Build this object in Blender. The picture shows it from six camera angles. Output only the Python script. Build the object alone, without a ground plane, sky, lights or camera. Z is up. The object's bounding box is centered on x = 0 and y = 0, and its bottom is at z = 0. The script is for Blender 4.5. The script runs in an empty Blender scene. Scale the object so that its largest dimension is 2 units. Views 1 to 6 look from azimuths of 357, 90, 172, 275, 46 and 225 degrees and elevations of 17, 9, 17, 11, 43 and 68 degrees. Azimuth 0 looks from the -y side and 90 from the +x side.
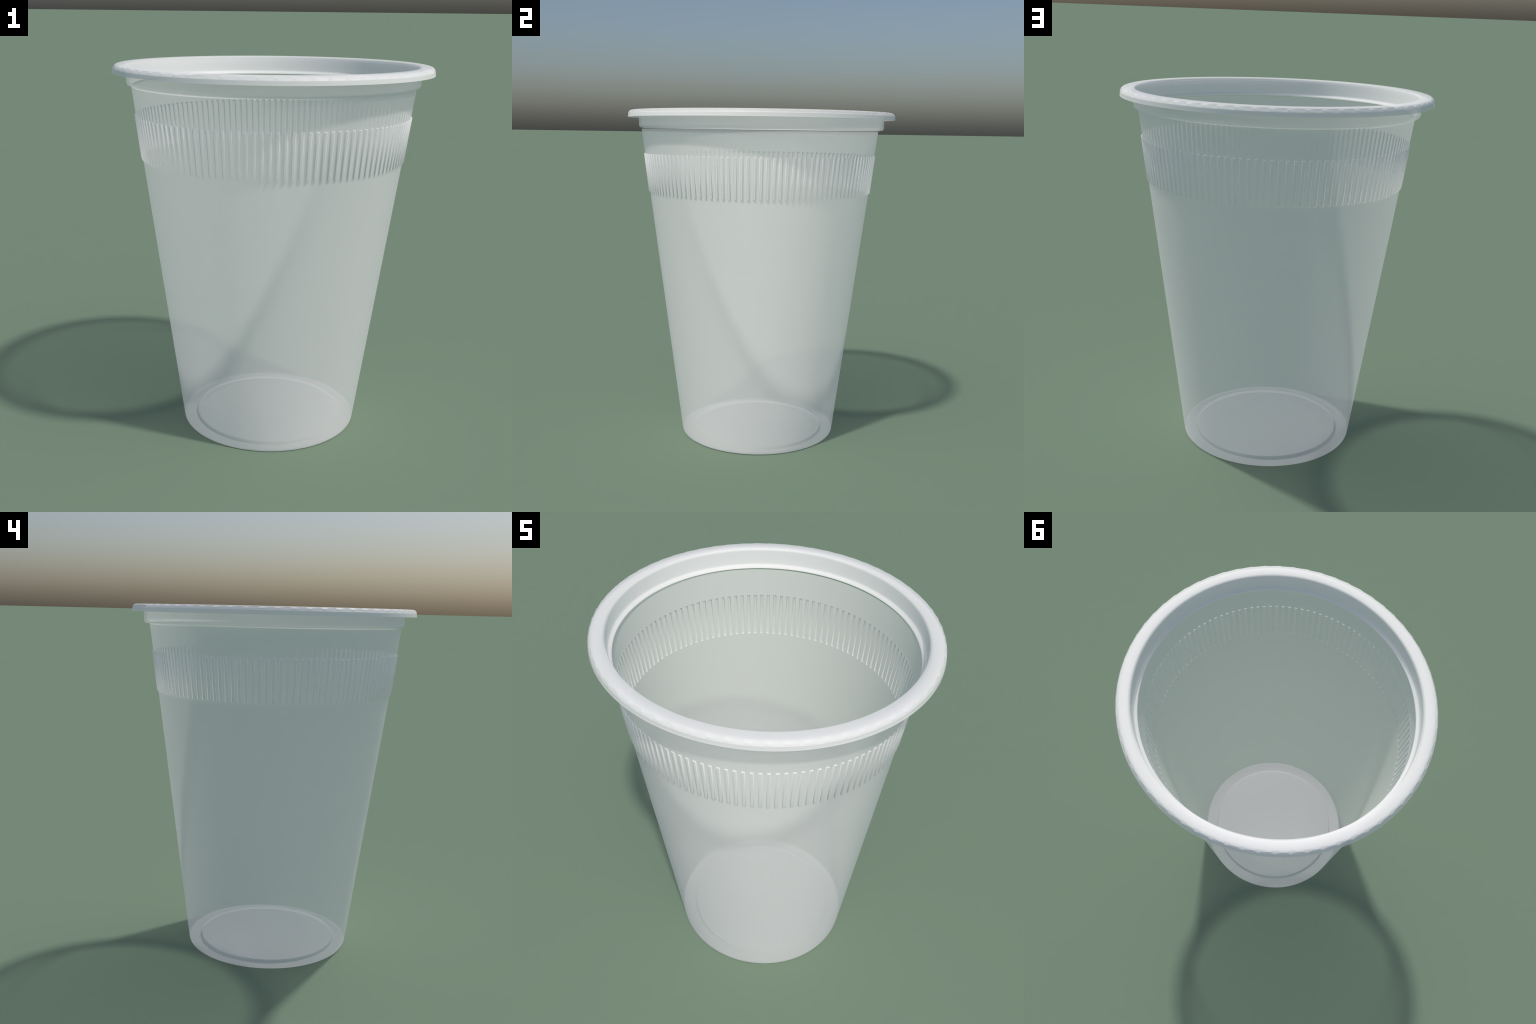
"""Translucent disposable drinking cup: moulded rim with stacking collar, tapering
thin wall with a band of vertical grip ribs, and a base with a raised disc."""
import bpy
from mathutils import Vector
from math import sin, cos, pi, radians, sqrt

# ------------------------------------------------------------------ dimensions
SX, SY = 1.0142, 0.9860          # the cup is very slightly oval
RIBS = 124                       # grip ribs round the wall
PITCH = 2 * pi / RIBS
PHASE = radians(0.98)
Z_BAND0, Z_BAND1 = 1.500, 1.757  # ribbed band
Z_RIB0, Z_RIB1 = 1.5190, 1.7460  # ends of each rib
Z_WALL_TOP = 1.8910
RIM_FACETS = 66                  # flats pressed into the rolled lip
CX = 0.0006
RIB_BASE, RIB_TOP, RIB_FLAT = 0.222, 0.195, 0.125   # half widths, in pitches
BAND_CY = -0.0090


def wall_r(z):
    return 0.48536 + 0.12815 * z


def wall_cy(z):
    """The body sits a hair off the rim's centre."""
    return -0.0057 + (BAND_CY + 0.0057) * min(z / Z_BAND0, 1.0)


# -------------------------------------------------------------------- material
def plastic(name, alpha):
    m = bpy.data.materials.new(name)
    m.use_nodes = True
    nt = m.node_tree
    b = nt.nodes["Principled BSDF"]
    b.inputs["Base Color"].default_value = (1.0, 1.0, 1.0, 1)
    b.inputs["IOR"].default_value = 1.45
    b.inputs["Alpha"].default_value = alpha
    tc = nt.nodes.new("ShaderNodeTexCoord")
    nz = nt.nodes.new("ShaderNodeTexNoise")
    nz.inputs["Scale"].default_value = 9.0
    nz.inputs["Detail"].default_value = 3.0
    mr = nt.nodes.new("ShaderNodeMapRange")
    mr.inputs["To Min"].default_value = 0.47
    mr.inputs["To Max"].default_value = 0.53
    nt.links.new(tc.outputs["Object"], nz.inputs["Vector"])
    nt.links.new(nz.outputs["Fac"], mr.inputs["Value"])
    nt.links.new(mr.outputs["Result"], b.inputs["Roughness"])
    return m


FROSTED = plastic("frosted_plastic", 0.50)


# --------------------------------------------------------------------- helpers
def profile_normals(prof, sharp, closed=False):
    """Per-segment end normals (left of travel) with smoothing except at sharp ids."""
    n = len(prof)
    segs = n if closed else n - 1
    face = []
    for i in range(segs):
        (r0, z0), (r1, z1) = prof[i], prof[(i + 1) % n]
        l = sqrt((r1 - r0) ** 2 + (z1 - z0) ** 2)
        face.append(((z1 - z0) / l, -(r1 - r0) / l, l))
    ends = []
    for i in range(segs):
        pair = []
        for v, other in ((i, i - 1), ((i + 1) % n, (i + 1) % segs)):
            nr, nz, _ = face[i]
            ok = v not in sharp and (closed or 0 < v < n - 1)
            if ok:
                nr += face[other][0]
                nz += face[other][1]
            l = sqrt(nr * nr + nz * nz)
            pair.append((nr / l, nz / l))
        ends.append(pair)
    return ends


def lathe(name, prof, angles, centre, parent, sharp=(), rng=None, bump=None,
          closed=False, ends=None):
    """Surface of revolution (oval) through prof [(r, z)...]; rng picks the profile
    segments that become this part, so neighbouring parts share border and normals."""
    n, m = len(prof), len(angles)
    ends = ends or profile_normals(prof, set(sharp), closed)
    segs = list(rng) if rng is not None else list(range(len(ends)))
    used = sorted({i for s in segs for i in (s, (s + 1) % n)})
    row = {p: k for k, p in enumerate(used)}
    verts = []
    for p in used:
        r, z = prof[p]
        for a in angles:
            dr, dz = bump(p, a) if bump else (0, 0)
            verts.append(((r + dr) * SX * cos(a) + CX * (z < Z_WALL_TOP + .001),
                          (r + dr) * SY * sin(a) + centre(z), z + dz))
    faces, norms = [], []
    for s in segs:
        a0, b0 = row[s] * m, row[(s + 1) % n] * m
        (nr0, nz0), (nr1, nz1) = ends[s]
        for j in range(m):
            k = (j + 1) % m
            faces.append((a0 + j, a0 + k, b0 + k, b0 + j))
            for jj, (nr, nz) in ((j, (nr0, nz0)), (k, (nr0, nz0)),
                                 (k, (nr1, nz1)), (j, (nr1, nz1))):
                v = (nr * cos(angles[jj]) / SX, nr * sin(angles[jj]) / SY, nz)
                l = sqrt(sum(c * c for c in v))
                norms.append(tuple(c / l for c in v))
    me = bpy.data.meshes.new(name)
    me.from_pydata(verts, [], faces)
    me.polygons.foreach_set("use_smooth", [True] * len(faces))
    if bump:
        me.set_sharp_from_angle(angle=radians(24))
    else:
        me.normals_split_custom_set(norms)
    me.materials.append(FROSTED)
    ob = bpy.data.objects.new(name, me)
    bpy.context.scene.collection.objects.link(ob)
    ob.parent = parent
    return ob


# ------------------------------------------------------------------------ build
cup = bpy.data.objects.new("plastic_cup", None)
bpy.context.scene.collection.objects.link(cup)
cup["label"] = "translucent white disposable plastic cup with ribbed grip band"
cup["category"] = "plastic cup"

# --- body wall: angles follow the rib pitch so that wall and band share vertices
STEP = (-RIB_BASE, 0.0, RIB_BASE, 0.5)
WALL_ANGLES = [PHASE + (i + s) * PITCH for i in range(RIBS) for s in STEP]

lower = [(0.4120, 0.0), (0.4795, 0.0), (0.4840, 0.0018), (0.4861, 0.0070)]
lower += [(wall_r(z), z) for z in [0.02] + [0.148 * k for k in range(1, 10)] + [Z_BAND0]]
upper = [(wall_r(z), z) for z in (Z_BAND1, 1.80, 1.85, Z_WALL_TOP)]

wall = lathe("wall", lower, WALL_ANGLES, wall_cy, cup, rng=range(3, len(lower) - 1))
lathe("shoulder", upper, WALL_ANGLES, wall_cy, cup)

# --- base: standing ring, step and raised disc
base = lathe("base_ring", lower, WALL_ANGLES, wall_cy, cup, rng=range(0, 3))
disc = [(0.0006, 0.0205), (0.20, 0.0205), (0.4040, 0.0205), (0.4080, 0.0196),
        (0.4100, 0.0175), (0.4116, 0.0030), (0.4120, 0.0)]
lathe("base_disc", disc, WALL_ANGLES, wall_cy, cup, sharp=(6,))

# --- ribbed band: strips between the ribs, each rib a raised trough of its own
band_rows = [Z_BAND0, Z_RIB0, Z_RIB1, Z_BAND1]
verts, faces = [], []
for z in band_rows:
    for a in WALL_ANGLES:
        verts.append((wall_r(z) * cos(a), wall_r(z) * sin(a), z))
M = len(WALL_ANGLES)
for k in range(3):
    for j in range(M):
        if k == 1 and j % 4 in (0, 1):
            continue                       # slot that the rib fills
        a, b = k * M + j, k * M + (j + 1) % M
        faces.append((a, b, b + M, a + M))
me = bpy.data.meshes.new("ribbed_band")
me.from_pydata(verts, [], faces)
me.polygons.foreach_set("use_smooth", [True] * len(faces))
norms = []
for p in me.polygons:
    for v in p.vertices:
        x, y, z = verts[v]
        l = sqrt(x * x + y * y)
        k = sqrt(1 + 0.12815 ** 2)
        norms.append((x / l / k, y / l / k, -0.12815 / k))
me.normals_split_custom_set(norms)
me.materials.append(FROSTED)
band = bpy.data.objects.new("ribbed_band", me)
bpy.context.scene.collection.objects.link(band)
band.parent = cup
band.location = (CX, BAND_CY, 0)
band.scale = (SX, SY, 1)

# rib: rows up the rib (z, height), columns across (position in pitches, fraction)
rows = [(Z_RIB0, 0.0), (1.5197, 0.0076), (1.7446, 0.0067), (Z_RIB1, 0.0)]
cols = [(-RIB_BASE, 0.0), (-RIB_TOP, 0.95), (-RIB_FLAT, 1.0), (RIB_FLAT, 1.0),
        (RIB_TOP, 0.95), (RIB_BASE, 0.0)]
verts, faces = [], []
for z, h in rows:
    for c, f in cols:
        r = wall_r(z) + h * f
        verts.append((r * cos(c * PITCH), r * sin(c * PITCH), z))
W = len(cols)
for i in range(len(rows) - 1):
    for j in range(W - 1):
        k = i * W + j
        faces.append((k, k + 1, k + 1 + W, k + W))
rib_mesh = bpy.data.meshes.new("rib")
rib_mesh.from_pydata(verts, [], faces)
rib_mesh.polygons.foreach_set("use_smooth", [True] * len(faces))
# soft moulded shading: flanks and shoulders roll round the crown, and lean upward
# at the top end and downward at the bottom end of the long faces; end caps lean outward
ROLL = {0: -2.0, 1: -0.7, 2: 0.0, 3: 0.0, 4: 0.7, 5: 2.0}
LEAN = {0: 1.00, 1: 0.55, 2: 0.05, 3: 0.05, 4: 0.55, 5: 1.00}
norms = []
for p in rib_mesh.polygons:
    for v in p.vertices:
        row, c = divmod(v, W)
        if min(p.vertices) // W == 1:
            ang = cols[c][0] * PITCH
            up = LEAN[c] * (1 if row == 2 else -1) - 0.12815
            vec = Vector((cos(ang) - ROLL[c] * sin(ang), sin(ang) + ROLL[c] * cos(ang), up))
            norms.append(vec.normalized())
        else:
            radial = Vector((cos(cols[c][0] * PITCH), sin(cols[c][0] * PITCH), 0))
            norms.append((p.normal + 0.75 * radial).normalized())
rib_mesh.normals_split_custom_set(norms)
rib_mesh.materials.append(FROSTED)
rib = bpy.data.objects.new("rib", rib_mesh)
for i in range(RIBS):
    ob = rib if i == 0 else rib.copy()
    ob.parent = band
    ob.rotation_euler = (0, 0, PHASE + i * PITCH)
    bpy.context.scene.collection.objects.link(ob)

# --- rim and collar: one hollow moulding with inner and outer skin
rim_profile = [
    (0.8192, 1.9595), (0.8170, 1.9800),                      # 0-1 lip skirt
    (0.8137, 1.9905), (0.8060, 1.9978), (0.7970, 2.0000),    # 2-4 rolled edge
    (0.7760, 2.0000), (0.7520, 2.0000),                      # 5-6 flat top
    (0.7450, 1.9982), (0.7405, 1.9935), (0.7390, 1.9870),    # 7-9 inner round
    (0.7370, 1.9190), (0.7352, 1.9135), (0.7310, 1.9095),    # 10-12 collar inside
    (0.7215, 1.9050), (0.7190, 1.9025), (0.7180, 1.8985),    # 13-15 stacking ledge
    (0.7250, 1.8948), (0.7285, 1.8974), (0.7410, 1.8978),    # 16-18 underside
    (0.7485, 1.9010), (0.7515, 1.9080), (0.7525, 1.9150),    # 19-21 outer fillet
    (0.7530, 1.9800), (0.7560, 1.9848),                      # 22-23 collar outside
    (0.7960, 1.9850), (0.8060, 1.9810), (0.8095, 1.9740),    # 24-26 hollow under the lip
    (0.8110, 1.9595),                                        # 27 inside of the lip skirt
]
RIM_ANGLES = [radians(5.1) + (k + t) * 2 * pi / RIM_FACETS
              for k in range(RIM_FACETS) for t in (0.0, 0.2, 0.4, 0.6, 0.8, 0.9)]


def flats(p, a):
    """Small slanted flats on the rolled edge of the lip."""
    t = ((a - radians(5.1)) * RIM_FACETS / (2 * pi) + 1e-6) % 1.0
    tooth = t / 0.8 if t < 0.81 else (1 - t) / 0.2
    if p == 2:
        return (-0.0034 * tooth, 0.0003 * tooth)
    if p == 3:
        return (-0.0018 * (1 - tooth), -0.0003 * (1 - tooth))
    return (0, 0)


SHARP = (0, 1, 15, 16, 27)
rim_ends = profile_normals(rim_profile, set(SHARP), closed=True)
zero = lambda z: 0.0
lathe("rim", rim_profile, RIM_ANGLES, zero, cup, closed=True, ends=rim_ends,
      rng=list(range(4, 9)) + list(range(22, 28)) + [0])
lathe("rolled_lip", rim_profile, RIM_ANGLES, zero, cup, closed=True, ends=rim_ends,
      rng=[1, 2, 3], bump=flats)
lathe("collar", rim_profile, RIM_ANGLES, zero, cup, closed=True, ends=rim_ends,
      rng=range(9, 22))
